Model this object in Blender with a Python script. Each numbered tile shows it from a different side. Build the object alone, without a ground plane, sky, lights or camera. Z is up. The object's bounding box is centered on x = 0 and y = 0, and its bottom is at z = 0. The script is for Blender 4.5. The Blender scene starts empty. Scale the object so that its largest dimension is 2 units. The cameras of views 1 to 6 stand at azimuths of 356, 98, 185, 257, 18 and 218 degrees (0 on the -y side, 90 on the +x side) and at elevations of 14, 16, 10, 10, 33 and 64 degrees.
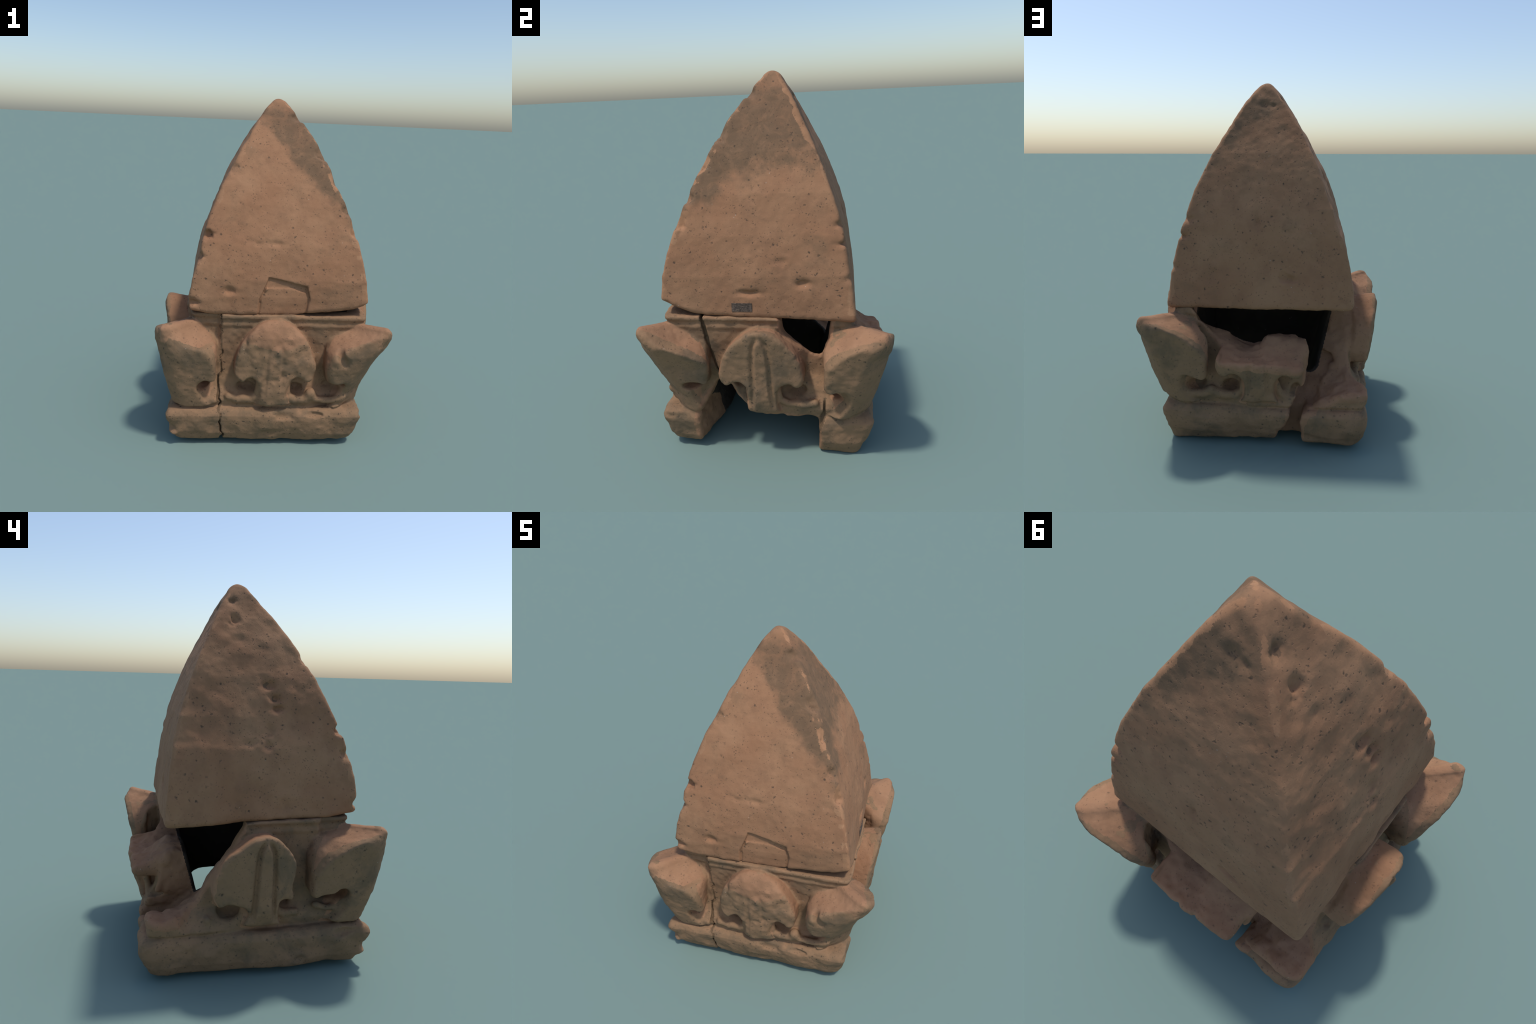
# Broken terracotta finial: a four-sided pointed block resting on a hollow,
# leaf-carved square capital.  Both stones are described as distance fields
# (profiles, leaf outlines, drilled eyes, broken edges) and meshed here.
import bpy, math
import numpy as np

rng = np.random.default_rng(11)
LATTICE = rng.random((48, 48, 48), dtype=np.float32) * 2 - 1

# ------------------------------------------------------------------ helpers
def noise(x, y, z, freq, seed=0):
    """smooth value noise in -1..1"""
    o = np.float32(seed * 7.31)
    out = 0.0
    ix, fx = [], []
    for c in (x, y, z):
        c = c * np.float32(freq) + o + np.float32(200.0)
        i = np.floor(c).astype(np.int32)
        f = c - i
        fx.append(f * f * (3 - 2 * f))
        ix.append(i)
    for a in (0, 1):
        wa = fx[0] if a else 1 - fx[0]
        for b in (0, 1):
            wb = fx[1] if b else 1 - fx[1]
            for c in (0, 1):
                wc = fx[2] if c else 1 - fx[2]
                out = out + wa * wb * wc * LATTICE[(ix[0] + a) % 48, (ix[1] + b) % 48, (ix[2] + c) % 48]
    return out

def smin(a, b, k):
    h = np.maximum(k - np.abs(a - b), 0) / k
    return np.minimum(a, b) - h * h * k * 0.25

def smax(a, b, k):
    return -smin(-a, -b, k)

def cut(a, b, k=0.008):
    """remove solid b from solid a"""
    return smax(a, -b, k)

def prof(v, knots):
    k = np.array(knots, dtype=np.float32)
    return np.interp(v, k[:, 0], k[:, 1]).astype(np.float32)

def smooth_step(v, a, b):
    t = np.clip((v - a) / (b - a), 0, 1)
    return t * t * (3 - 2 * t)

def chaikin(pts, n=1):
    p = np.array(pts, dtype=np.float32)
    for _ in range(n):
        q = np.roll(p, -1, axis=0)
        p = np.stack([p * .75 + q * .25, p * .25 + q * .75], 1).reshape(-1, 2)
    return p

def polygon(u, v, pts, rounds=1):
    """signed distance to a closed 2D outline"""
    p = chaikin(pts, rounds) if rounds else np.array(pts, dtype=np.float32)
    d = np.full(u.shape, 1e6, np.float32)
    inside = np.zeros(u.shape, bool)
    for a, b in zip(p, np.roll(p, -1, axis=0)):
        ex, ey = b - a
        wx, wy = u - a[0], v - a[1]
        t = np.clip((wx * ex + wy * ey) / (ex * ex + ey * ey + 1e-12), 0, 1)
        d = np.minimum(d, (wx - ex * t) ** 2 + (wy - ey * t) ** 2)
        c = ((a[1] > v) != (b[1] > v))
        if ey != 0:
            inside ^= c & (u < ex * (v - a[1]) / ey + a[0])
    d = np.sqrt(d)
    return np.where(inside, -d, d)

def ellipsoid(x, y, z, c, r):
    q = np.sqrt(((x - c[0]) / r[0]) ** 2 + ((y - c[1]) / r[1]) ** 2 + ((z - c[2]) / r[2]) ** 2)
    return (q - 1) * min(r)

def capsule(x, y, z, a, b, r):
    a = np.array(a, np.float32); e = np.array(b, np.float32) - a
    wx, wy, wz = x - a[0], y - a[1], z - a[2]
    t = np.clip((wx * e[0] + wy * e[1] + wz * e[2]) / float(e @ e), 0, 1)
    return np.sqrt((wx - e[0] * t) ** 2 + (wy - e[1] * t) ** 2 + (wz - e[2] * t) ** 2) - r

def polyline(x, y, z, pts, r):
    f = None
    for a, b in zip(pts[:-1], pts[1:]):
        c = capsule(x, y, z, a, b, r)
        f = c if f is None else np.minimum(f, c)
    return f

# ------------------------------------------------------- meshing of a field
def mesh_field(field, lo, hi, h):
    """narrow-band evaluation + naive surface nets; returns verts, quads"""
    lo = np.array(lo); n = (np.ceil((np.array(hi) - lo) / h / 4).astype(int)) * 4 + 1
    ax = [(lo[i] + h * np.arange(n[i])).astype(np.float32) for i in range(3)]
    cg = np.meshgrid(*[a[::4] for a in ax], indexing='ij')
    cs = cg[0].shape
    cf = field(*[g.ravel() for g in cg]).reshape(cs)
    near = np.abs(cf) < h * 4 * 1.9
    blk = np.zeros([s - 1 for s in cs], bool)
    csum = np.zeros(blk.shape, np.float32)
    for a in (0, 1):
        for b in (0, 1):
            for c in (0, 1):
                sl = (slice(a, cs[0] - 1 + a), slice(b, cs[1] - 1 + b), slice(c, cs[2] - 1 + c))
                blk |= near[sl]
                csum += cf[sl]
    F = np.full(n, 1.0, np.float32)
    sgn = np.where(csum < 0, -1.0, 1.0).astype(np.float32)
    F[:-1, :-1, :-1] = np.repeat(np.repeat(np.repeat(sgn, 4, 0), 4, 1), 4, 2)
    M = np.zeros(n, bool)
    M[:-1, :-1, :-1] = np.repeat(np.repeat(np.repeat(blk, 4, 0), 4, 1), 4, 2)
    for i in range(3):                       # close the far faces of active blocks
        s0 = [slice(None)] * 3; s1 = [slice(None)] * 3
        s0[i] = slice(1, None); s1[i] = slice(None, -1)
        G = M.copy(); G[tuple(s0)] |= M[tuple(s1)]; M = G
    I = np.nonzero(M)
    vals = np.empty(len(I[0]), np.float32)
    for s in range(0, len(vals), 400000):
        e = slice(s, s + 400000)
        vals[e] = field(ax[0][I[0][e]], ax[1][I[1][e]], ax[2][I[2][e]])
    F[I] = vals
    # surface nets
    c = [F[a:n[0] - 1 + a, b:n[1] - 1 + b, d:n[2] - 1 + d] for a in (0, 1) for b in (0, 1) for d in (0, 1)]
    neg = sum((q < 0).astype(np.int8) for q in c)
    act = (neg > 0) & (neg < 8)
    idx = np.full(act.shape, -1, np.int64)
    A = np.nonzero(act)
    idx[A] = np.arange(len(A[0]))
    cv = np.stack([q[A] for q in c], 1)
    off = np.array([(a, b, d) for a in (0, 1) for b in (0, 1) for d in (0, 1)], np.float32)
    acc = np.zeros((len(A[0]), 3), np.float32); cnt = np.zeros(len(A[0]), np.float32)
    for i in range(8):
        for j in range(i + 1, 8):
            if np.abs(off[i] - off[j]).sum() == 1:
                x = (cv[:, i] < 0) != (cv[:, j] < 0)
                t = np.where(x, cv[:, i] / np.where(x, cv[:, i] - cv[:, j], 1), 0)
                p = off[i] + t[:, None] * (off[j] - off[i])
                acc += p * x[:, None]; cnt += x
    V = lo + h * (np.stack(A, 1) + acc / cnt[:, None])
    quads = []
    for axis in range(3):
        s0 = [slice(None)] * 3; s1 = [slice(None)] * 3
        s0[axis] = slice(None, -1); s1[axis] = slice(1, None)
        a, b = F[tuple(s0)] < 0, F[tuple(s1)] < 0
        u, w = [(1, 2), (2, 0), (0, 1)][axis]
        for flip in (False, True):
            E = np.nonzero((a & ~b) if not flip else (~a & b))
            E = np.stack(E, 1)
            ok = (E[:, u] > 0) & (E[:, w] > 0) & (E[:, u] < n[u] - 1) & (E[:, w] < n[w] - 1)
            E = E[ok]
            def at(du, dw):
                q = E.copy(); q[:, u] -= du; q[:, w] -= dw
                return idx[q[:, 0], q[:, 1], q[:, 2]]
            Q = np.stack([at(1, 1), at(0, 1), at(0, 0), at(1, 0)], 1)
            quads.append(Q[:, ::-1] if flip else Q)
    return V, np.concatenate(quads)

# -------------------------------------------------------------- spire stone
# position of the four faces at each height (left, right, front, back)
SPIRE = [(0.70, -.497, .515, -.505, .482), (0.80, -.499, .511, -.503, .478), (0.90, -.492, .504, -.504, .470),
         (1.00, -.476, .493, -.492, .457), (1.10, -.453, .470, -.466, .443), (1.20, -.422, .443, -.433, .425),
         (1.30, -.390, .408, -.391, .398), (1.40, -.351, .376, -.352, .362), (1.50, -.310, .328, -.305, .322),
         (1.60, -.264, .285, -.249, .280), (1.70, -.216, .229, -.189, .233), (1.80, -.164, .173, -.121, .185),
         (1.90, -.098, .110, -.054, .134), (1.95, -.062, .074, -.016, .105), (2.00, -.024, .030, .020, .075),
         (2.10, .050, -.050, .090, .010)]
SPIRE = np.array(SPIRE, np.float32)

def spire_floor(x, y):
    g = prof(y, [(-.55, .79), (-.35, .792), (0, .784), (.2, .770), (.5, .757)])
    front = prof(x, [(-.5, .809), (-.35, .792), (-.19, .788), (.07, .792), (.16, .808), (.31, .820), (.5, .846)])
    return g + (front - .79) * smooth_step(-y, .28, .50)

def spire_field(x, y, z):
    L, R, Fr, B = (np.interp(z, SPIRE[:, 0], SPIRE[:, i]).astype(np.float32) for i in (1, 2, 3, 4))
    s = np.interp(z, [.8, 1.0, 1.3, 1.6, 2.0], [1, .985, .93, .89, .80]).astype(np.float32)
    # face relief: the left face is rough and dented, the others nearly plane
    left = (noise(x, y, z, 6, 1) * .009 + noise(x, y, z, 15, 2) * .005
            + .006 * (smooth_step(z + .012 * noise(x, y, z, 9, 9), 1.14, 1.185) - .5) * smooth_step(y, -.25, .0))
    wob = noise(x, y, z, 4, 3) * .006 + noise(x, y, z, 11, 4) * .003
    fl = (L - x + left - .010 * smooth_step(-y, .0, .25) * smooth_step(z, 1.1, 1.3)) * s
    corner = .5 * (np.clip(x / np.maximum(R, .02), 0, 1) ** 2 + np.clip(y / np.minimum(Fr, -.02), 0, 1) ** 2)
    belly = (.007 + .006 * smooth_step(z, .85, 1.15)) * (1 - smooth_step(z, 1.7, 1.95))
    fr = (x - R + wob - .012 * smooth_step(-y, -.15, .12) * (1 - smooth_step(z, 1.7, 1.95)) - .006 * smooth_step(corner, .55, 1.0)) * s
    ff = (Fr - y + wob - belly - .006 * smooth_step(corner, .55, 1.0)) * s
    fb = (y - B + wob * .6 - .006 * smooth_step(z, 1.3, 1.6) * (1 - smooth_step(z, 1.85, 1.95))) * s
    k = np.interp(z, [.8, 1.5, 1.9, 2.0], [.020, .016, .020, .035]).astype(np.float32)
    fx = smax(fl, fr, .02); fy = smax(ff, fb, .02)
    chip = noise(x, y, z, 9, 5)
    edge = np.maximum(chip, 0) * .016
    f = smax(fx, fy, k + edge)
    f = smax(f, spire_floor(x, y) + noise(x, y, z, 10, 6) * .004 - z, .035)
    f = smax(f, z - 1.999, .03)
    # stepped chip at the lower middle of the front face
    patch = polygon(x, z, [(-.045, 1.008), (.165, .962), (.178, .90), (.160, .78), (-.085, .78), (-.095, .885), (-.05, .95)], 0)
    f = cut(f, np.maximum(patch, y - (Fr + .004)), .008)
    ledge = polygon(x, z, [(-.05, 1.008), (.168, .965), (.17, .93), (.09, .955), (-.055, .955)], 0)
    f = cut(f, np.maximum(ledge, y - (Fr + .010)), .010)
    groove = polyline(x, z, y * 0, [(-.10, .80, 0), (-.095, .885, 0), (-.045, 1.005, 0), (.06, .985, 0), (.165, .965, 0), (.182, .90, 0), (.165, .80, 0)], .004)
    f = cut(f, smax(groove, y - (Fr + .012), .01), .010)
    # dents and holes
    n1, n2 = noise(x, y, z, 42, 64), noise(x, y, z, 42, 65)
    for c, r in PITS:
        M = (np.abs(x - c[0]) < .12) & (np.abs(y - c[1]) < .12) & (np.abs(z - c[2]) < .12)
        if M.any():
            wx, wz = .35 * r[0] * n1[M], .35 * r[2] * n2[M]
            f[M] = cut(f[M], ellipsoid(x[M] + wx, y[M] + wx, z[M] + wz, c, r), .026)
    return finish_spire(f, x, y, z)

PITS = [((-.170, .088, 1.800), (.030, .022, .028)), ((-.232, .075, 1.694), (.025, .022, .020)),
                 ((-.004, .168, 1.872), (.032, .022, .020)), ((-.425, -.055, 1.236), (.022, .018, .020)),
                 ((-.448, -.040, 1.160), (.020, .022, .018)), ((-.10, .09, 1.90), (.03, .02, .02)),
                 ((-.33, -.06, 1.46), (.022, .03, .02)), ((-.35, -.09, 1.39), (.02, .022, .018)),
                 ((-.34, -.02, 1.50), (.018, .035, .016)), ((-.45, .05, 1.17), (.016, .03, .014)),
                 ((-.37, -.10, 1.34), (.015, .02, .012)), ((-.500, -.13, .86), (.012, .025, .025)),
                 ((.385, -.365, 1.393), (.022, .02, .030)), ((.455, .445, 1.155), (.03, .03, .009)),
                 ((.512, .475, .985), (.025, .03, .008)), ((.509, -.055, .918), (.012, .03, .008)),
                 ((.490, .11, 1.075), (.010, .018, .009)), ((.49, .22, .96), (.014, .025, .012)),
                 ((-.16, -.468, 1.215), (.05, .010, .012)), ((-.04, -.462, 1.205), (.04, .009, .010)),
                 ((-.27, -.506, .935), (.02, .01, .012)), ((-.485, -.512, .865), (.035, .018, .02)),
                 ((-.15, .465, .93), (.025, .012, .012)),
                 ((-.12, .468, .945), (.012, .01, .012)), ((.26, .476, .95), (.02, .01, .02)),
                 ((.415, .425, 1.245), (.03, .03, .012)), ((.02, .42, 1.235), (.006, .012, .014)),
                 
                 ((.52, -.50, .85), (.03, .02, .015)), ((-.455, -.46, 1.115), (.03, .03, .02)),
                 ((-.40, -.43, 1.235), (.03, .03, .025)), ((-.27, -.275, 1.60), (.025, .025, .025)),
                 ((.330, -.290, 1.57), (.03, .03, .05)), ((.255, -.215, 1.70), (.045, .035, .05)),
                 ((.11, -.07, 1.885), (.03, .03, .02)), ((.43, -.405, 1.27), (.02, .02, .04))]

def finish_spire(f, x, y, z):
    # slanting tool cuts on the upper right of the front face
    for z0, x0 in ((1.77, -.01), (1.66, .02)):
        f = cut(f, capsule(x, y, z, (x0 - .03, -.5 + .46 * smooth_step(np.float32(z0), .75, 2.1) - .012, z0 + .02),
                           (x0 + .07, -.5 + .46 * smooth_step(np.float32(z0), .75, 2.1) - .012, z0 - .01), .004), .008)
    f += noise(x, y, z, 26, 7) * .0016 + noise(x, y, z, 48, 8) * .0010
    return f

# ------------------------------------------------------------ capital stone
MID_LEAF = [(0, .778), (.06, .766), (.12, .715), (.18, .64), (.215, .54), (.226, .47), (.207, .42),
            (.172, .412), (.145, .435), (.11, .432), (.082, .39), (.074, .33), (.085, .28), (.10, .255)]
FRONT_LEAF = [(0, .772), (.06, .766), (.11, .735), (.16, .685), (.20, .62), (.228, .54), (.232, .47), (.210, .415),
              (.175, .408), (.148, .435), (.11, .432), (.082, .39), (.074, .33), (.085, .28), (.10, .255)]
# corner leaf half outlines (distance from the diagonal, height): x-facing half, y-facing half
CORNER_LEAF = {
    'front_left': ([(.035, .735), (.095, .715), (.149, .706), (.201, .662), (.236, .625), (.265, .557), (.279, .495), (.26, .41), (.235, .388)],
                   [(.040, .705), (.084, .662), (.129, .634), (.158, .634), (.187, .610), (.205, .57), (.212, .50), (.208, .43), (.185, .418)]),
    'front_right': ([(.043, .742), (.073, .718), (.106, .684), (.149, .661), (.189, .626), (.230, .575), (.246, .52), (.234, .447), (.205, .440)],
                    [(.04, .730), (.112, .690), (.15, .664), (.20, .622), (.222, .58), (.226, .50), (.20, .440), (.18, .43)]),
    'back_right': ([(.065, .718), (.125, .690), (.177, .650), (.218, .580), (.233, .50), (.220, .428), (.19, .42)],
                   [(.046, .720), (.112, .700), (.167, .667), (.206, .622), (.238, .577), (.260, .50), (.260, .43), (.235, .400), (.21, .40)]),
    'back_left': ([(.065, .742), (.20, .60), (.22, .50), (.20, .42)], [(.065, .742), (.20, .60), (.22, .50), (.20, .42)])}
LEAF_TIP = {'front_left': .756, 'front_right': .764, 'back_right': .744, 'back_left': .744}
# where the leaf ends along the x-facing side and along the y-facing side
INNER_EDGE = {'front_left': (.255, .335), 'front_right': (.290, .305), 'back_right': (.318, .285), 'back_left': (.33, .33)}
LEAF_STEM = [(.165, .430), (.138, .434), (.112, .40), (.105, .35), (.12, .29), (.15, .25)]

def corner_outline(name):
    xs, ys = CORNER_LEAF[name]
    xs, ys = xs + LEAF_STEM, ys + LEAF_STEM
    return [(.022, LEAF_TIP[name]), *xs] + [(-t, z) for t, z in ys[::-1]] + [(-.022, LEAF_TIP[name])]

def both_sides(half, wl=1.0, wr=1.0, top=None):
    if top:
        half = [(s, z if z < .5 else .5 + (z - .5) * (top - .5) / (half[0][1] - .5)) for s, z in half]
    return [(s * wr, z) for s, z in half] + [(-s * wl, z) for s, z in half[:0:-1]]

def face_coords(side, x, y):
    return {'front': (x, -y), 'back': (x, y), 'right': (y, x), 'left': (y, -x)}[side]

MID = {  # outline, front plane by height, rib strength
    'front': (both_sides(FRONT_LEAF, 1.0, 1.03), [(.22, .575), (.32, .59), (.45, .604), (.56, .608), (.62, .606), (.68, .598), (.74, .576), (.79, .545)], .4),
    'right': (both_sides(MID_LEAF, 1.02, .97, .748), [(.22, .58), (.35, .60), (.55, .618), (.68, .634), (.79, .642)], 1.0),
    'left': ([(0, .744), (.06, .732), (.128, .684), (.19, .64), (.238, .575), (.258, .45), (.24, .385), (.213, .366), (.18, .383), (.15, .378),
              (.11, .365), (.09, .355), (.085, .30), (.10, .255), (-.10, .255), (-.085, .28), (-.075, .33), (-.08, .385), (-.11, .40), (-.145, .39),
              (-.155, .42), (-.140, .47), (-.156, .55), (-.152, .628), (-.095, .695), (-.04, .740)], [(.22, .585), (.35, .62), (.55, .645), (.68, .660), (.79, .662)], 1.7),
    'back': (both_sides(MID_LEAF, 1.10, 1.03), [(.22, .575), (.35, .612), (.50, .648), (.56, .662), (.70, .67)], .7)}

def middle_leaf(side, x, y, z):
    s, d = face_coords(side, x, y)
    outline, front, rib = MID[side]
    F = prof(z, front)
    f2 = polygon(s, z + .18 * np.clip(F - d, 0, .12) * smooth_step(z, .5, .6), outline, 1)
    a = np.abs(s)
    relief = (-.03 if side == 'back' else -.10) * np.maximum(a - .05, 0)                       # lobes fall away sideways
    w = np.interp(z, [.25, .40, .58, .66, .71], [.055, .042, .038, .030, .010]).astype(np.float32)
    on = smooth_step(z, .26, .34) * (1 - smooth_step(z, .58, .64) if side == 'front' else 1 - smooth_step(z, .68, .73)) * rib
    relief = relief + on * (.007 * (1 - smooth_step(a, w - .012, w)) - .011 * np.exp(-((a - w - .006) / .012) ** 2))
    if side == 'front':                                          # worn and lumpy
        relief = relief + .010 * noise(x, y, z, 13, 72) + .006 * noise(x, y, z, 27, 73)
    return smax(f2, d - F - relief, .028)

CORNER = {  # sign x, sign y, corner edge distance by height
    'front_left': (-1, -1, [(.22, .545), (.30, .56), (.42, .595), (.56, .605), (.64, .618), (.70, .655), (.78, .69)]),
    'front_right': (1, -1, [(.22, .465), (.32, .478), (.47, .538), (.56, .572), (.62, .600), (.68, .630), (.74, .674), (.78, .69)]),
    'back_right': (1, 1, [(.22, .50), (.38, .548), (.52, .585), (.60, .600), (.66, .632), (.71, .670), (.78, .69)]),
    'back_left': (-1, 1, [(.22, .56), (.32, .57), (.5, .60)])}

CORNER_FACE = [(.22, .550), (.35, .585), (.50, .618), (.65, .652), (.78, .688)]

def corner_leaf(name, x, y, z):
    sx, sy, edge = CORNER[name]
    p, q = x * sx, y * sy
    t = (p - q) * .70711; m = (p + q) * .70711
    E = prof(z, edge)
    F = prof(z, CORNER_FACE)
    fall = (.05 if name == 'front_left' else .10) * np.clip(.90 - m, 0, .4)          # the tongue rises outwards
    f2 = polygon(t, z + fall, corner_outline(name), 2)
    f = smax(f2, smax(p - F - .022 + (.052 * smooth_step(-z, -.72, -.5) if name == 'front_right' else 0), q - F - .008 + (.024 * smooth_step(z, .58, .70) if name != 'back_right' else 0), .05 + .12 * smooth_step(z, .55, .70)), .012 + .05 * smooth_step(m, .80, .90))
    f = smax(f, m - E * 1.41421 - .006, .04)
    ix, iy = INNER_EDGE[name]
    if name == 'back_right':             # thin tongue, hollow behind
        back = .53 - .9 * np.maximum(.15 - np.abs(t), 0)
        f = smax(f, back - np.maximum(p, q), .02)
    return smax(f, smax(iy - p, ix - q, .01) - .006 + .010 * noise(x, y, z, 14, 71), .045)

HOLES = [  # drilled eyes below the curled leaf lobes: side, s, z, radii
    ('front', -.155, .345, .070, .038), ('front', .135, .342, .052, .042), ('front', -.40, .370, .036, .034), ('front', .325, .350, .075, .042),
    ('right', .175, .365, .075, .042), ('right', -.125, .40, .045, .040), ('right', -.37, .395, .060, .026), ('right', .375, .345, .04, .02),
    ('left', .150, .325, .080, .046), ('left', -.125, .352, .045, .034), ('left', -.415, .405, .040, .038), ('left', -.345, .375, .065, .030),
    ('back', .165, .330, .060, .036), ('back', .345, .335, .060, .040), ('back', -.195, .320, .040, .042)]

CALYX = [  # raised rims curling under the eyes: side, list of (s, z)
    ('front', [(-.075, .40), (-.085, .31), (-.13, .282), (-.20, .282), (-.255, .30)]), ('front', [(.078, .40), (.085, .31), (.13, .280), (.19, .286), (.22, .33)]),
    ('front', [(.22, .33), (.25, .290), (.33, .275), (.41, .30)]), ('front', [(-.52, .52), (-.505, .40), (-.46, .31), (-.40, .275), (-.34, .272)]),
    ('right', [(.07, .42), (.085, .33), (.13, .305), (.21, .298), (.27, .31)]), ('right', [(-.07, .40), (-.075, .31)]),
    ('right', [(.52, .52), (.505, .40), (.46, .31), (.40, .29)]),
    ('left', [(.08, .38), (.09, .30), (.14, .262), (.22, .262), (.27, .29)]), ('left', [(-.07, .40), (-.075, .32), (-.12, .300), (-.18, .305)]),
    ('left', [(-.47, .345), (-.42, .318), (-.35, .315), (-.29, .335)]),
    ('back', [(.08, .40), (.09, .31), (.13, .282), (.20, .282), (.255, .30)]), ('back', [(-.08, .40), (-.11, .31), (-.15, .268), (-.22, .262)]),
    ('back', [(.27, .31), (.31, .282), (.38, .282), (.44, .31)])]

def break_right_low(x, y, z):
    """missing plinth and lower wall on the right side"""
    inn = .55 - x
    foot = prof(z, [(0, -.375), (.22, -.375), (.34, -.31), (.43, -.25), (.5, -.22)]) + .25 * inn - y
    wall = (z - prof(y + .55 * np.clip(inn, 0, .2), [(-.30, .50), (-.26, .44), (-.215, .395), (-.136, .364), (-.117, .316), (-.034, .228), (.27, .212), (.32, .19)])) * .75
    f = smax(smax(foot * .9, wall, .02), y - .285, .02)
    return smax(f, .05 - x, .02)

def break_right_high(x, y, z):
    """upper wall broken through between the right middle leaf and the back corner"""
    zz = z + .25 * (.48 - x)
    f = polygon(y, zz, [(.085, 1.0), (.098, .754), (.106, .694), (.133, .660), (.20, .588), (.257, .553), (.30, .55), (.325, .60), (.335, .65), (.355, .74), (.37, 1.0)], 1)
    return smax(f, smax(.1 - x, x - .56 + .6 * np.clip(.70 - zz, 0, .08), .01), .02)

def break_left(x, y, z):
    """back left corner lost along a diagonal fracture"""
    line = prof(y, [(.04, 1.05), (.075, .77), (.13, .655), (.20, .565), (.25, .495), (.32, .39), (.40, .330), (.48, .308), (.55, .322), (.60, .31), (.8, .28)])
    line = line + .12 * smooth_step(-x, .50, .56) * (1 - smooth_step(y, .24, .34)) - .34 * np.clip(x + .48, 0, .25)
    xe = prof(z, [(.22, -.18), (.345, -.248), (.46, -.258), (.7, -.25)])
    return smax(smax((line - z) * .65, x - xe, .02), -.02 - y, .02)

def break_gap(x, y, z):
    f = polygon(x, z, [(-.29, .46), (-.25, .345), (-.175, .24), (-.15, .13), (-.085, .06), (-.085, -.2), (-.222, -.2), (-.225, .12), (-.245, .215), (-.31, .235), (-.33, .33), (-.42, .42)], 1)
    return smax(f, prof(z, [(.0, .46), (.20, .44), (.30, .36), (.42, .22)]) - y, .02)

def break_back_top(x, y, z):
    back = prof(x, [(-.4, .55), (-.2, .565), (-.16, .590), (-.03, .585), (.01, .537), (.05, .525), (.10, .533), (.27, .605), (.35, .650), (.385, .72), (.40, .80), (.41, 1.0)])
    front = prof(x, [(-.3, .47), (-.20, .478), (-.02, .495), (.10, .498), (.20, .515), (.26, .60), (.32, .80), (.46, 1.0)])
    w = smooth_step(y, .40, .60)
    return smax(smax((back * (1 - w) + front * w - z) * .75, .14 - y, .02), -.36 - x, .02)

def ends_mask(v, a, b):
    return smooth_step(v, a - .02, a + .02) * (1 - smooth_step(v, b - .02, b + .02))

def capital_core(x, y, z):
    ax, ay = np.abs(x), np.abs(y)
    D = prof(z, [(.20, .525), (.235, .530), (.27, .542), (.30, .536), (.345, .508), (.45, .490), (.60, .490), (.70, .497), (.722, .506), (.742, .503), (.752, .506), (.765, .514), (.80, .517)])
    notch = .030 * smooth_step(-x, .30, .33) * smooth_step(-y, .30, .33) * smooth_step(z, .55, .65)
    D = D - .035 * smooth_step(x, .20, .34) * smooth_step(-y, .15, .30) * (1 - smooth_step(z, .40, .50)) - .035 * smooth_step(x, .2, .3) * smooth_step(y, .18, .24) * smooth_step(z, .36, .44)
    merge = np.maximum(smooth_step(y, .3, .45) * (1 - smooth_step(x, .0, .2)), smooth_step(-x, .3, .45) * smooth_step(y, -.05, .2))
    D = D + .035 * merge * np.exp(-((z - .238) / .028) ** 2)
    side_out = .014 * (x > 0) * smooth_step(z, .55, .65)
    f = smax(ax - D - side_out + notch, ay - D + notch, .04)
    top = np.minimum(.785, spire_floor(x, y) - .008)
    for sx, sy, edge in CORNER.values():
        E = prof(z, edge)
        f = smax(f, ((x * sx + y * sy) * .70711 - E * 1.41421 - .006) * (1 - smooth_step(z, .5, .6)) - smooth_step(z, .45, .55), .03)
    return smax(smax(f, z - top, .012), .1 - z, .01)

CHIPS = []
for side_x, side_y, reach in ((0, -1, .566), (-1, 0, .604), (0, 1, .585), (1, 0, .54)):
    for _ in range(5):
        u = float(rng.uniform(-.55, .55)); up = rng.random() < .5
        c = (side_x * (reach + .006) + (u if side_y else 0), side_y * (reach + .006) + (u if side_x else 0), float(rng.uniform(.185, .215) if up else rng.uniform(.03, .08)))
        a, b = float(rng.uniform(.03, .08)), float(rng.uniform(.016, .030))
        CHIPS.append((c, (a if side_y else b, a if side_x else b, float(rng.uniform(.018, .035)))))
CHIPS += [((-.60, -.57, .10), (.05, .04, .03)), ((-.58, -.55, .03), (.06, .04, .03)), ((.16, -.57, .02), (.08, .02, .016))]

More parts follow.
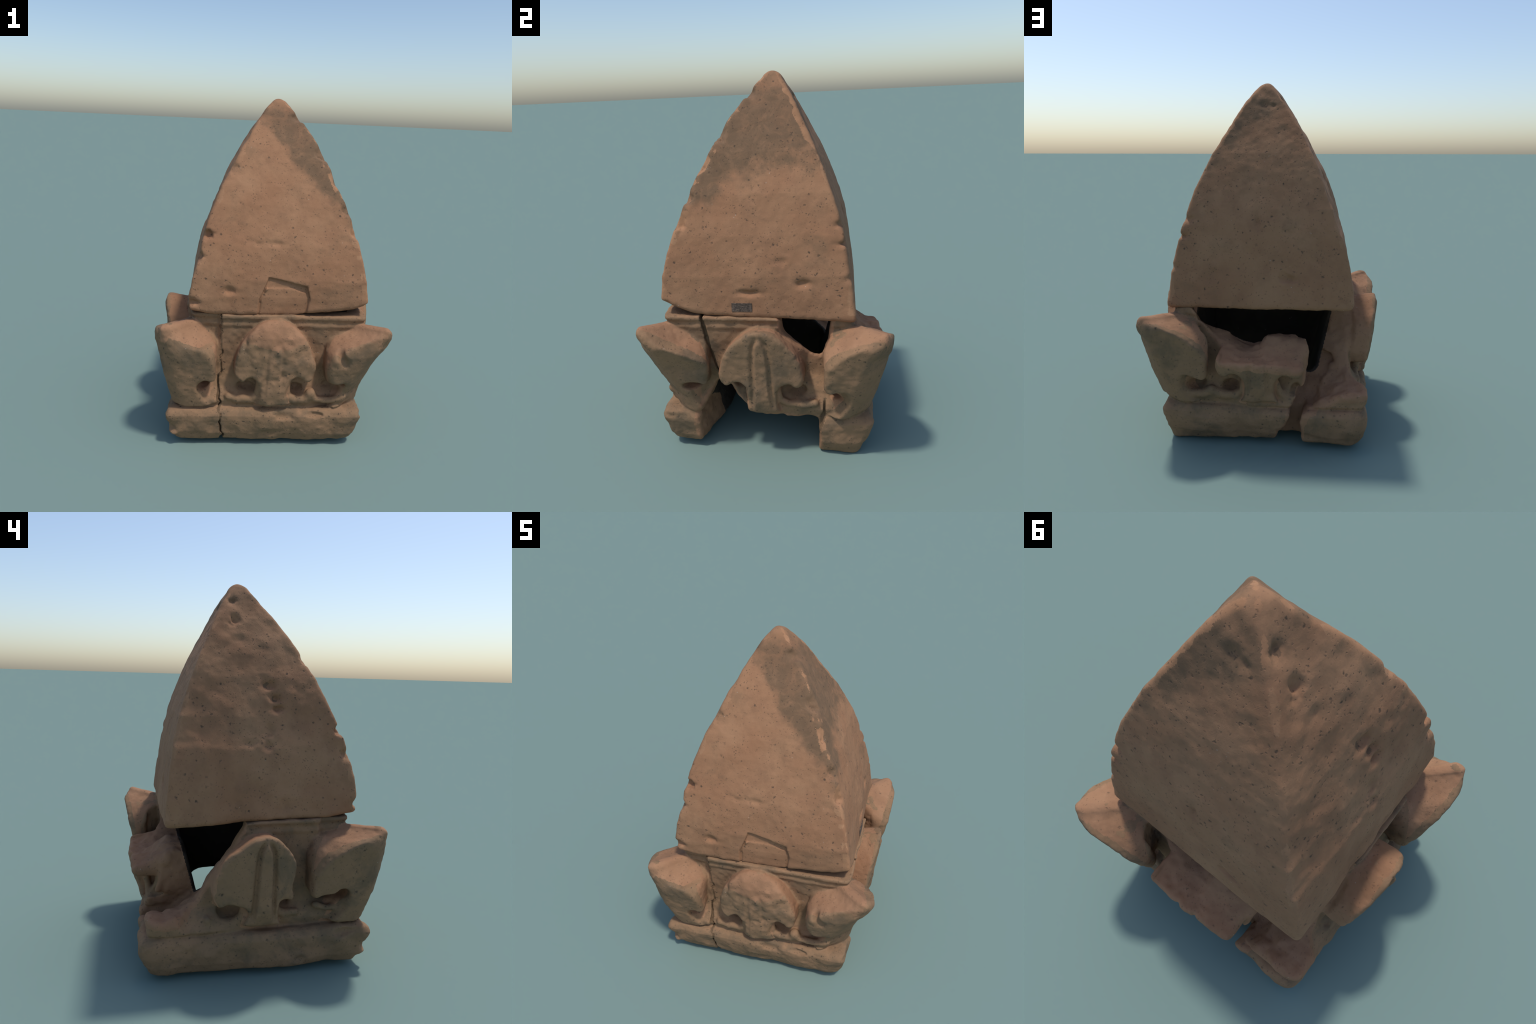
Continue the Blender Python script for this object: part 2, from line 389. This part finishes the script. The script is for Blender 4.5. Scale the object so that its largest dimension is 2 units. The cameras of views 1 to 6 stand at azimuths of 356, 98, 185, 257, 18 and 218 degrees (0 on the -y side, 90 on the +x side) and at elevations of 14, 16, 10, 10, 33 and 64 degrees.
def plinth(x, y, z):
    ax, ay = np.abs(x), np.abs(y)
    D = prof(z, [(-.05, .528), (.00, .540), (.03, .556), (.07, .576), (.12, .586), (.16, .592), (.19, .592), (.22, .578), (.24, .555), (.26, .53)])
    D = D - .014 * (y > 0) * smooth_step(y, .2, .4) * smooth_step(x, -.25, -.1) * (1 - smooth_step(z, .02, .16))
    wear = noise(x, y, z, 5, 21) * .009 + noise(x, y, z, 13, 24) * .007 * (1 + .8 * (x < -.4))
    ox = np.where(x < 0, .016 - .022 * smooth_step(y, -.1, .4), -.040 - .018 * smooth_step(-y, .1, .3) + .022 * smooth_step(y, .2, .4) * (1 - smooth_step(z, .04, .14))); oy = np.where(y < 0, -.015, .008 - .026 * smooth_step(x, -.3, .1))
    f = smax(ax - D - ox + wear, ay - D - oy + wear, .05)
    floor = .016 + .009 * noise(x, y, z, 5, 22) - .020 * smooth_step(x + y, .45, .9)
    f = smax(f, floor - z, .02)
    f = smax(f, z - .226 - .012 * noise(x, y, z, 6, 23), .03)
    n1, n2 = noise(x, y, z, 22, 25), noise(x, y, z, 22, 26)
    for c, r in CHIPS:
        M = (np.abs(x - c[0]) < .16) & (np.abs(y - c[1]) < .16) & (np.abs(z - c[2]) < .16)
        if M.any():
            f[M] = cut(f[M], ellipsoid(x[M] + .010 * n1[M], y[M], z[M] + .010 * n2[M], c, r), .014)
    return f

def cavity(x, y, z):
    """tapering hollow; thin right and front walls"""
    h = np.float32(.205) + .255 * z
    hx = np.where(x > 0, prof(z, [(0, .36), (.2, .40), (.5, .415), (.8, .42)]), h)
    hy = np.where(y < 0, prof(z, [(0, .27), (.2, .29), (.5, .38), (.8, .41)]), h)
    return smax(np.abs(x) - hx, np.abs(y) - hy, .05)

def joints(x, y, z):
    """open cracks between the broken pieces of the capital"""
    xc = -.300 + .010 * noise(x * 0, y * 0, z, 12, 31) + .010 * noise(x * 0, y * 0, z, 35, 32) + prof(z, [(0, .018), (.25, 0), (.35, -.012), (.6, 0), (.8, -.005)])
    w = prof(z, [(0, .007), (.22, .003), (.30, .007), (.36, .002), (.62, .001), (.72, .004), (.8, .003)])
    f = np.maximum(np.abs(x - xc) - w, y + .48)
    yc = prof(z, [(.40, -.235), (.5, -.262), (.65, -.292), (.8, -.315)]) + .006 * noise(x, y * 0, z, 14, 33)
    g = np.maximum(np.maximum(np.abs(y - yc) - prof(z, [(.4, .002), (.6, .008), (.72, .010), (.8, .006)]), .46 - x), .38 - z)
    yb = prof(z, [(.15, .275), (.25, .315), (.45, .325)])
    h = np.maximum(np.maximum(np.abs(y - yb) - prof(z, [(.2, .012), (.3, .004), (.4, .002)]), .52 - x), z - .42)
    return np.minimum(np.minimum(f, g), h)

def capital_field(x, y, z):
    f = np.minimum(capital_core(x, y, z), 10)
    M = z < .36
    if M.any():
        f[M] = smin(f[M], plinth(x[M], y[M], z[M]), .012)
    for side in MID:
        s, d = face_coords(side, x, y)
        M = (d > .3) & (np.abs(s) < .45)
        if M.any():
            f[M] = smin(f[M], middle_leaf(side, x[M], y[M], z[M]), .014)
    for c in CORNER:
        sx, sy, _ = CORNER[c]
        M = (x * sx > .1) & (y * sy > .1)
        if M.any():
            f[M] = smin(f[M], corner_leaf(c, x[M], y[M], z[M]), .014)
    for side, s0, z0, rs, rz in HOLES:
        s, d = face_coords(side, x, y)
        M = (d > .35) & (np.abs(s - s0) < .2) & (np.abs(z - z0) < .2)
        if M.any():
            f[M] = cut(f[M], ellipsoid(s[M], d[M], z[M], (s0, .575, z0), (rs, .120, rz)), .016)
    for side, path in CALYX:
        s, d = face_coords(side, x, y)
        M = (d > .4) & (z < .6) & (s > min(q[0] for q in path) - .06) & (s < max(q[0] for q in path) + .06)
        if M.any():
            pts = [(a, .533 + .12 * (b - .25), b) for a, b in path]
            f[M] = smin(f[M], polyline(s[M], d[M], z[M], pts, .020), .02)
    # damage: groove in the front right leaf, dents in the front leaf
    f = cut(f, polyline(x, y, z, [(.335, -.615, .675), (.362, -.625, .60), (.392, -.640, .545)], .019), .02)
    f = cut(f, ellipsoid(x, y, z, (.245, -.525, .555), (.018, .03, .016)), .01)
    f = cut(f, ellipsoid(x, y, z, (-.115, -.625, .66), (.045, .025, .025)), .02)
    f = cut(f, ellipsoid(x, y, z, (-.17, -.60, .65), (.015, .03, .05)), .02)
    f = cut(f, ellipsoid(x, y, z, (.395, -.55, .40), (.02, .02, .02)), .02)
    f = cut(f, cavity(x, y, z), .02)
    rough = noise(x, y, z, 14, 41) * .008 + noise(x, y, z, 32, 42) * .004
    M = x > -.02
    f[M] = cut(f[M], break_right_low(x[M], y[M], z[M]) + rough[M], .02)
    f[M] = cut(f[M], break_right_high(x[M], y[M], z[M]) + rough[M], .02)
    M = y > -.02
    f[M] = cut(f[M], break_left(x[M], y[M], z[M]) + rough[M], .03)
    f[M] = cut(f[M], break_gap(x[M], y[M], z[M]) + rough[M], .025)
    f[M] = cut(f[M], break_back_top(x[M], y[M], z[M]) + rough[M], .03)
    f = cut(f, np.maximum(joints(x, y, z), -.022 - f), .006)
    inner = cavity(x, y, z) < .02
    amp = np.where(inner, .2, 1.0).astype(np.float32)
    f += amp * (noise(x, y, z, 7, 43) * .0045 + noise(x, y, z, 16, 44) * .0030 + noise(x, y, z, 34, 45) * .0020 + noise(x, y, z, 64, 46) * .0012)
    return f

# ---------------------------------------------------------------- materials
def node(nt, kind, **kw):
    n = nt.nodes.new(kind)
    for k, v in kw.items():
        setattr(n, k, v)
    return n

def clay(name, base, pale, dark, stain=None, rough=.9, spots=.8, seed=0.0, zone=None):
    """fired clay: mottled tone, grit specks, dark pores, optional stain patches"""
    mat = bpy.data.materials.new(name); mat.use_nodes = True
    nt = mat.node_tree; L = nt.links.new
    bsdf = nt.nodes['Principled BSDF']
    tc = node(nt, 'ShaderNodeTexCoord')
    mp = node(nt, 'ShaderNodeMapping'); mp.inputs['Location'].default_value = (seed, seed * 1.7, seed * .3)
    L(tc.outputs['Object'], mp.inputs['Vector'])
    def noi(scale, detail=4, rgh=.55, dist=0.0):
        n = node(nt, 'ShaderNodeTexNoise'); n.inputs['Scale'].default_value = scale
        n.inputs['Detail'].default_value = detail; n.inputs['Roughness'].default_value = rgh
        n.inputs['Distortion'].default_value = dist
        L(mp.outputs[0], n.inputs['Vector']); return n.outputs['Fac']
    def ramp(src, p0, p1, c0=(0, 0, 0, 1), c1=(1, 1, 1, 1)):
        r = node(nt, 'ShaderNodeValToRGB'); e = r.color_ramp.elements
        e[0].position, e[1].position = p0, p1; e[0].color, e[1].color = c0, c1
        L(src, r.inputs[0]); return r.outputs['Color']
    def mix(fac, a, b, mode='MIX'):
        m = node(nt, 'ShaderNodeMix', data_type='RGBA', blend_type=mode)
        if isinstance(fac, float): m.inputs[0].default_value = fac
        else: L(fac, m.inputs[0])
        for i, v in ((6, a), (7, b)):
            if isinstance(v, tuple): m.inputs[i].default_value = (*v, 1)
            else: L(v, m.inputs[i])
        return m.outputs[2]
    def mul(a, b):
        m = node(nt, 'ShaderNodeMath', operation='MULTIPLY'); L(a, m.inputs[0])
        if isinstance(b, float): m.inputs[1].default_value = b
        else: L(b, m.inputs[1])
        return m.outputs[0]
    col = mix(ramp(noi(3.5, 5), .38, .66), base, pale)
    col = mix(mul(ramp(noi(9, 6, .65), .48, .72), .55), col, dark)
    if stain:
        col = mix(mul(ramp(noi(5.5, 6, .62, .4), stain[1], stain[1] + .14), stain[2]), col, stain[0])
    if zone:
        zcol, zfac = zone(nt, tc, noi, ramp, mul)
        col = mix(zfac, col, zcol)
    # fine grit
    col = mix(mul(ramp(noi(130, 3, .7), .35, .7), .22), col, mix(1.0, col, (1.35, 1.30, 1.22), 'MULTIPLY'))
    # pores
    warp = node(nt, 'ShaderNodeTexNoise'); warp.inputs['Scale'].default_value = 60; L(mp.outputs[0], warp.inputs['Vector'])
    wadd = node(nt, 'ShaderNodeVectorMath', operation='MULTIPLY_ADD'); wadd.inputs[1].default_value = (.022, .022, .022)
    L(warp.outputs['Color'], wadd.inputs[0]); L(mp.outputs[0], wadd.inputs[2])
    vor = node(nt, 'ShaderNodeTexVoronoi'); vor.inputs['Scale'].default_value = 26; vor.inputs['Randomness'].default_value = 1
    L(wadd.outputs[0], vor.inputs['Vector'])
    pore = ramp(vor.outputs['Distance'], .06, .20, (1, 1, 1, 1), (0, 0, 0, 1))
    pore = mul(pore, ramp(noi(9, 4), .40, .54))
    vor2 = node(nt, 'ShaderNodeTexVoronoi'); vor2.inputs['Scale'].default_value = 62
    L(wadd.outputs[0], vor2.inputs['Vector'])
    pore2 = mul(ramp(vor2.outputs['Distance'], .08, .26, (1, 1, 1, 1), (0, 0, 0, 1)), ramp(noi(12, 4), .38, .54))
    col = mix(mul(pore, spots), col, (.060, .045, .034))
    col = mix(mul(pore2, spots * .8), col, (.075, .055, .040))
    # pale lime specks
    vor3 = node(nt, 'ShaderNodeTexVoronoi'); vor3.inputs['Scale'].default_value = 34
    L(mp.outputs[0], vor3.inputs['Vector'])
    speck = mul(ramp(vor3.outputs['Distance'], .05, .12, (1, 1, 1, 1), (0, 0, 0, 1)), ramp(noi(8, 2), .62, .68))
    col = mix(mul(speck, .45), col, (.50, .44, .37))
    L(col, bsdf.inputs['Base Color'])
    bsdf.inputs['Roughness'].default_value = rough
    bsdf.inputs['Specular IOR Level'].default_value = .2
    hgt = node(nt, 'ShaderNodeMath', operation='SUBTRACT'); L(mul(noi(70, 6, .7), .5), hgt.inputs[0]); L(mul(pore, .6), hgt.inputs[1])
    hg2 = node(nt, 'ShaderNodeMath', operation='SUBTRACT'); L(hgt.outputs[0], hg2.inputs[0]); L(mul(pore2, .4), hg2.inputs[1])
    bp = node(nt, 'ShaderNodeBump'); bp.inputs['Strength'].default_value = .45; bp.inputs['Distance'].default_value = .006
    L(hg2.outputs[0], bp.inputs['Height']); L(bp.outputs[0], bsdf.inputs['Normal'])
    return mat

def soot_zone(nt, tc, noi, ramp, mul):
    """dark weathering over the tip, reaching down the front right edge"""
    L = nt.links.new
    sep = node(nt, 'ShaderNodeSeparateXYZ'); L(tc.outputs['Object'], sep.inputs[0])
    def m(op, a, b):
        n = node(nt, 'ShaderNodeMath', operation=op)
        for i, v in enumerate((a, b)):
            if isinstance(v, (int, float)): n.inputs[i].default_value = v
            else: L(v, n.inputs[i])
        return n.outputs[0]
    v = m('ADD', m('MULTIPLY', sep.outputs['X'], .85), sep.outputs['Z'])
    v = m('ADD', v, m('MULTIPLY', m('MINIMUM', sep.outputs['Y'], .02), -.40))
    v = m('ADD', v, m('MULTIPLY', m('SUBTRACT', noi(7, 6, .62), .5), .30))
    low = ramp(m('SUBTRACT', v, 1.30), .48, .54)
    tip = ramp(m('ADD', m('SUBTRACT', sep.outputs['Z'], 1.4), m('MULTIPLY', m('SUBTRACT', noi(16, 4), .5), .25)), .48, .56, (1, 1, 1, 1), (.25, .25, .25, 1))
    grain = ramp(noi(11, 7, .75, 1.2), .32, .54, (.52, .52, .52, 1))
    return (.130, .086, .052), mul(mul(mul(low, tip), grain), .80)

M_SPIRE = clay('terracotta_spire', (.292, .149, .080), (.338, .184, .101), (.220, .116, .066), stain=((.19, .115, .066), .56, .5), zone=soot_zone)
M_WORN = clay('worn_edge', (.318, .166, .088), (.360, .198, .110), (.245, .130, .072), spots=.4, seed=1.3)
M_PIT_DARK = clay('dirt_in_pits', (.165, .098, .058), (.20, .12, .07), (.10, .062, .04), spots=.4, seed=2.3)
M_BREAK = clay('terracotta_fracture', (.285, .150, .083), (.328, .182, .103), (.205, .114, .066), spots=.5, seed=3.1)
M_SKIN = clay('weathered_terracotta', (.235, .143, .080), (.295, .170, .095), (.165, .108, .062), stain=((.128, .094, .060), .50, .62), seed=5.7)
M_CAVITY_SHADE = clay('blackened_cavity', (.042, .031, .023), (.055, .040, .029), (.026, .020, .015), spots=.2, seed=8.2)  # near-black base colour bakes the unlit hollow's shadow onto the inner walls
M_CRACK = clay('crack_filling', (.130, .080, .045), (.18, .115, .065), (.06, .04, .025), spots=.6, seed=9.4)

def tag_material():
    """dark label covered with rows of tiny pale marks"""
    mat = bpy.data.materials.new('dark_tag'); mat.use_nodes = True
    nt = mat.node_tree; L = nt.links.new; bsdf = nt.nodes['Principled BSDF']
    tc = node(nt, 'ShaderNodeTexCoord')
    mp = node(nt, 'ShaderNodeMapping'); mp.inputs['Scale'].default_value = (1, 120, 190)
    L(tc.outputs['Object'], mp.inputs['Vector'])
    wn = node(nt, 'ShaderNodeTexNoise'); wn.inputs['Scale'].default_value = 1.0; wn.inputs['Detail'].default_value = 3
    L(mp.outputs[0], wn.inputs['Vector'])
    r = node(nt, 'ShaderNodeValToRGB'); e = r.color_ramp.elements
    e[0].position, e[1].position = .42, .66
    e[0].color, e[1].color = (.050, .034, .025, 1), (.150, .104, .075, 1)
    L(wn.outputs['Fac'], r.inputs[0]); L(r.outputs[0], bsdf.inputs['Base Color'])
    bsdf.inputs['Roughness'].default_value = .85
    return mat

# ------------------------------------------------------------------ objects
root = bpy.data.objects.new('terracotta_finial', None)
root['label'] = 'weathered terracotta finial with pointed block on broken leaf capital'
root['category'] = 'stone ornament'
bpy.context.scene.collection.objects.link(root)

def vertex_normals(V, Q):
    n = np.cross(V[Q[:, 2]] - V[Q[:, 0]], V[Q[:, 3]] - V[Q[:, 1]])
    out = np.zeros_like(V)
    for i in range(4):
        np.add.at(out, Q[:, i], n)
    return out / np.maximum(np.linalg.norm(out, axis=1, keepdims=True), 1e-9)

def make_part(name, V, Q, N, mats, index, parent):
    used, inv = np.unique(Q.ravel(), return_inverse=True)
    q = inv.reshape(Q.shape)
    me = bpy.data.meshes.new(name)
    me.vertices.add(len(used)); me.vertices.foreach_set('co', V[used].astype(np.float32).ravel())
    me.loops.add(q.size); me.loops.foreach_set('vertex_index', q.ravel().astype(np.int32))
    me.polygons.add(len(q)); me.polygons.foreach_set('loop_start', (np.arange(len(q)) * 4).astype(np.int32))
    for m in mats: me.materials.append(m)
    me.polygons.foreach_set('material_index', index.astype(np.int32))
    me.update(calc_edges=True); me.validate()
    me.polygons.foreach_set('use_smooth', np.ones(len(me.polygons), bool))
    me.normals_split_custom_set_from_vertices(N[used].tolist())
    ob = bpy.data.objects.new(name, me)
    bpy.context.scene.collection.objects.link(ob)
    ob.parent = parent
    return ob

H = .005
# spire
V, Q = mesh_field(spire_field, (-.56, -.56, .72), (.56, .56, 2.03), H)
N = vertex_normals(V, Q)
C = V[Q].mean(1).astype(np.float32)
x, y, z = C[:, 0].copy(), C[:, 1].copy(), C[:, 2].copy()
sl = [np.interp(z, SPIRE[:, 0], SPIRE[:, i]) for i in (1, 2, 3, 4)]
ex = np.minimum(np.abs(x - sl[0]), np.abs(x - sl[1])); ey = np.minimum(np.abs(y - sl[2]), np.abs(y - sl[3]))
worn = (np.maximum(ex, ey) < .010 + .028 * noise(x, y, z, 9, 61) + .016 * noise(x, y, z, 28, 62)) & (z > .8)
smat = worn.astype(np.int32)
pit_dist = np.full(len(Q), 1.0)
for c, r in PITS[:11]:
    pit_dist = np.minimum(pit_dist, ellipsoid(x, y, z, c, r))
smat[pit_dist < -.003 + .008 * noise(x, y, z, 40, 63)] = 2
spire = make_part('spire', V, Q, N, [M_SPIRE, M_WORN, M_PIT_DARK], smat, root)

def on_face(y0, z0):
    """x where the right face of the spire lies"""
    a, b = np.full(y0.shape, .3, np.float32), np.full(y0.shape, .6, np.float32)
    for _ in range(22):
        c = (a + b) * .5
        g = spire_field(c, y0, z0)
        a = np.where(g < 0, c, a); b = np.where(g < 0, b, c)
    return a

# dark paper tag stuck near the lower edge of the right face
nu, nv = 26, 13
gu, gv = np.meshgrid(np.linspace(-.146, -.042, nu), np.linspace(.823, .867, nv), indexing='ij')
gy, gz = gu.ravel().astype(np.float32), (gv + .0 * gu).ravel().astype(np.float32)
gx = on_face(gy, gz)
gx = gx.reshape(nu, nv); gx = (gx + gx.mean()) * .5; gx = gx.ravel()
top = np.stack([gx + .0035, gy, gz], 1); bot = np.stack([gx - .006, gy, gz], 1)
tv = np.concatenate([top, bot]); o = nu * nv
fq = []
for i in range(nu - 1):
    for j in range(nv - 1):
        k = i * nv + j
        fq += [(k, k + nv, k + nv + 1, k + 1), (o + k, o + k + 1, o + k + nv + 1, o + k + nv)]
for i in range(nu - 1):
    k = i * nv; e = k + nv - 1
    fq += [(k, o + k, o + k + nv, k + nv), (e, e + nv, o + e + nv, o + e)]
for j in range(nv - 1):
    k = j; e = (nu - 1) * nv + j
    fq += [(k, k + 1, o + k + 1, o + k), (e, o + e, o + e + 1, e + 1)]
me = bpy.data.meshes.new('paper_tag'); me.from_pydata(tv.tolist(), [], fq); me.update()
me.materials.append(tag_material())
tag = bpy.data.objects.new('paper_tag', me); bpy.context.scene.collection.objects.link(tag); tag.parent = spire

# capital
V, Q = mesh_field(capital_field, (-.73, -.73, -.04), (.73, .73, .83), H)
V[:, 2] -= V[:, 2].min()
N = vertex_normals(V, Q)
C = V[Q].mean(1).astype(np.float32)
x, y, z = C[:, 0].copy(), C[:, 1].copy(), C[:, 2].copy()
ax, ay = np.abs(x), np.abs(y)
jit = noise(x, y, z, 30, 51) * .006 + noise(x, y, z, 70, 52) * .004
part = np.zeros(len(Q), np.int32)                     # 0 wall
mat = np.ones(len(Q), np.int32)                       # 0 fracture, 1 weathered skin, 2 cavity, 3 crack
names = ['wall']
skin = np.zeros(len(Q), bool)
for side in MID:
    g = middle_leaf(side, x, y, z); s, d = face_coords(side, x, y)
    sel = (g < .012) & (z > .245) & (d > .5); part[sel] = len(names); names.append('middle_leaf')
    front = d - prof(z, MID[side][1])
    mat[sel & (front < -.028 + jit)] = 0
    if side == 'front':                               # its upper part is broken off
        mat[sel & (z > .625 + 4 * jit + .25 * np.abs(s))] = 0
for c in CORNER:
    g = corner_leaf(c, x, y, z); sx, sy, edge = CORNER[c]
    m = (x * sx + y * sy) * .70711
    sel = (g < .012) & (z > .245) & (part == 0) & (m > .60); part[sel] = len(names); names.append('corner_leaf')
    F = prof(z, CORNER_FACE)
    dep = np.maximum(np.maximum(x * sx - F + (.03 if c == 'front_right' else 0), y * sy - F), m - prof(z, edge) * 1.41421 - .006)
    mat[sel & (dep < -.028 + jit)] = 0
sel = z <= .245
part[sel] = len(names); names.append('plinth')
for b in (break_right_low, break_right_high, break_left, break_gap, break_back_top):
    mat[(b(x, y, z) < .020 + jit)] = 0
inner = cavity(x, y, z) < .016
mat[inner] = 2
mat[(joints(x, y, z) < .003) & ~inner] = 3
for i, nm in enumerate(names):
    s = part == i
    if s.any():
        make_part(nm, V, Q[s], N, [M_BREAK, M_SKIN, M_CAVITY_SHADE, M_CRACK], mat[s], root)
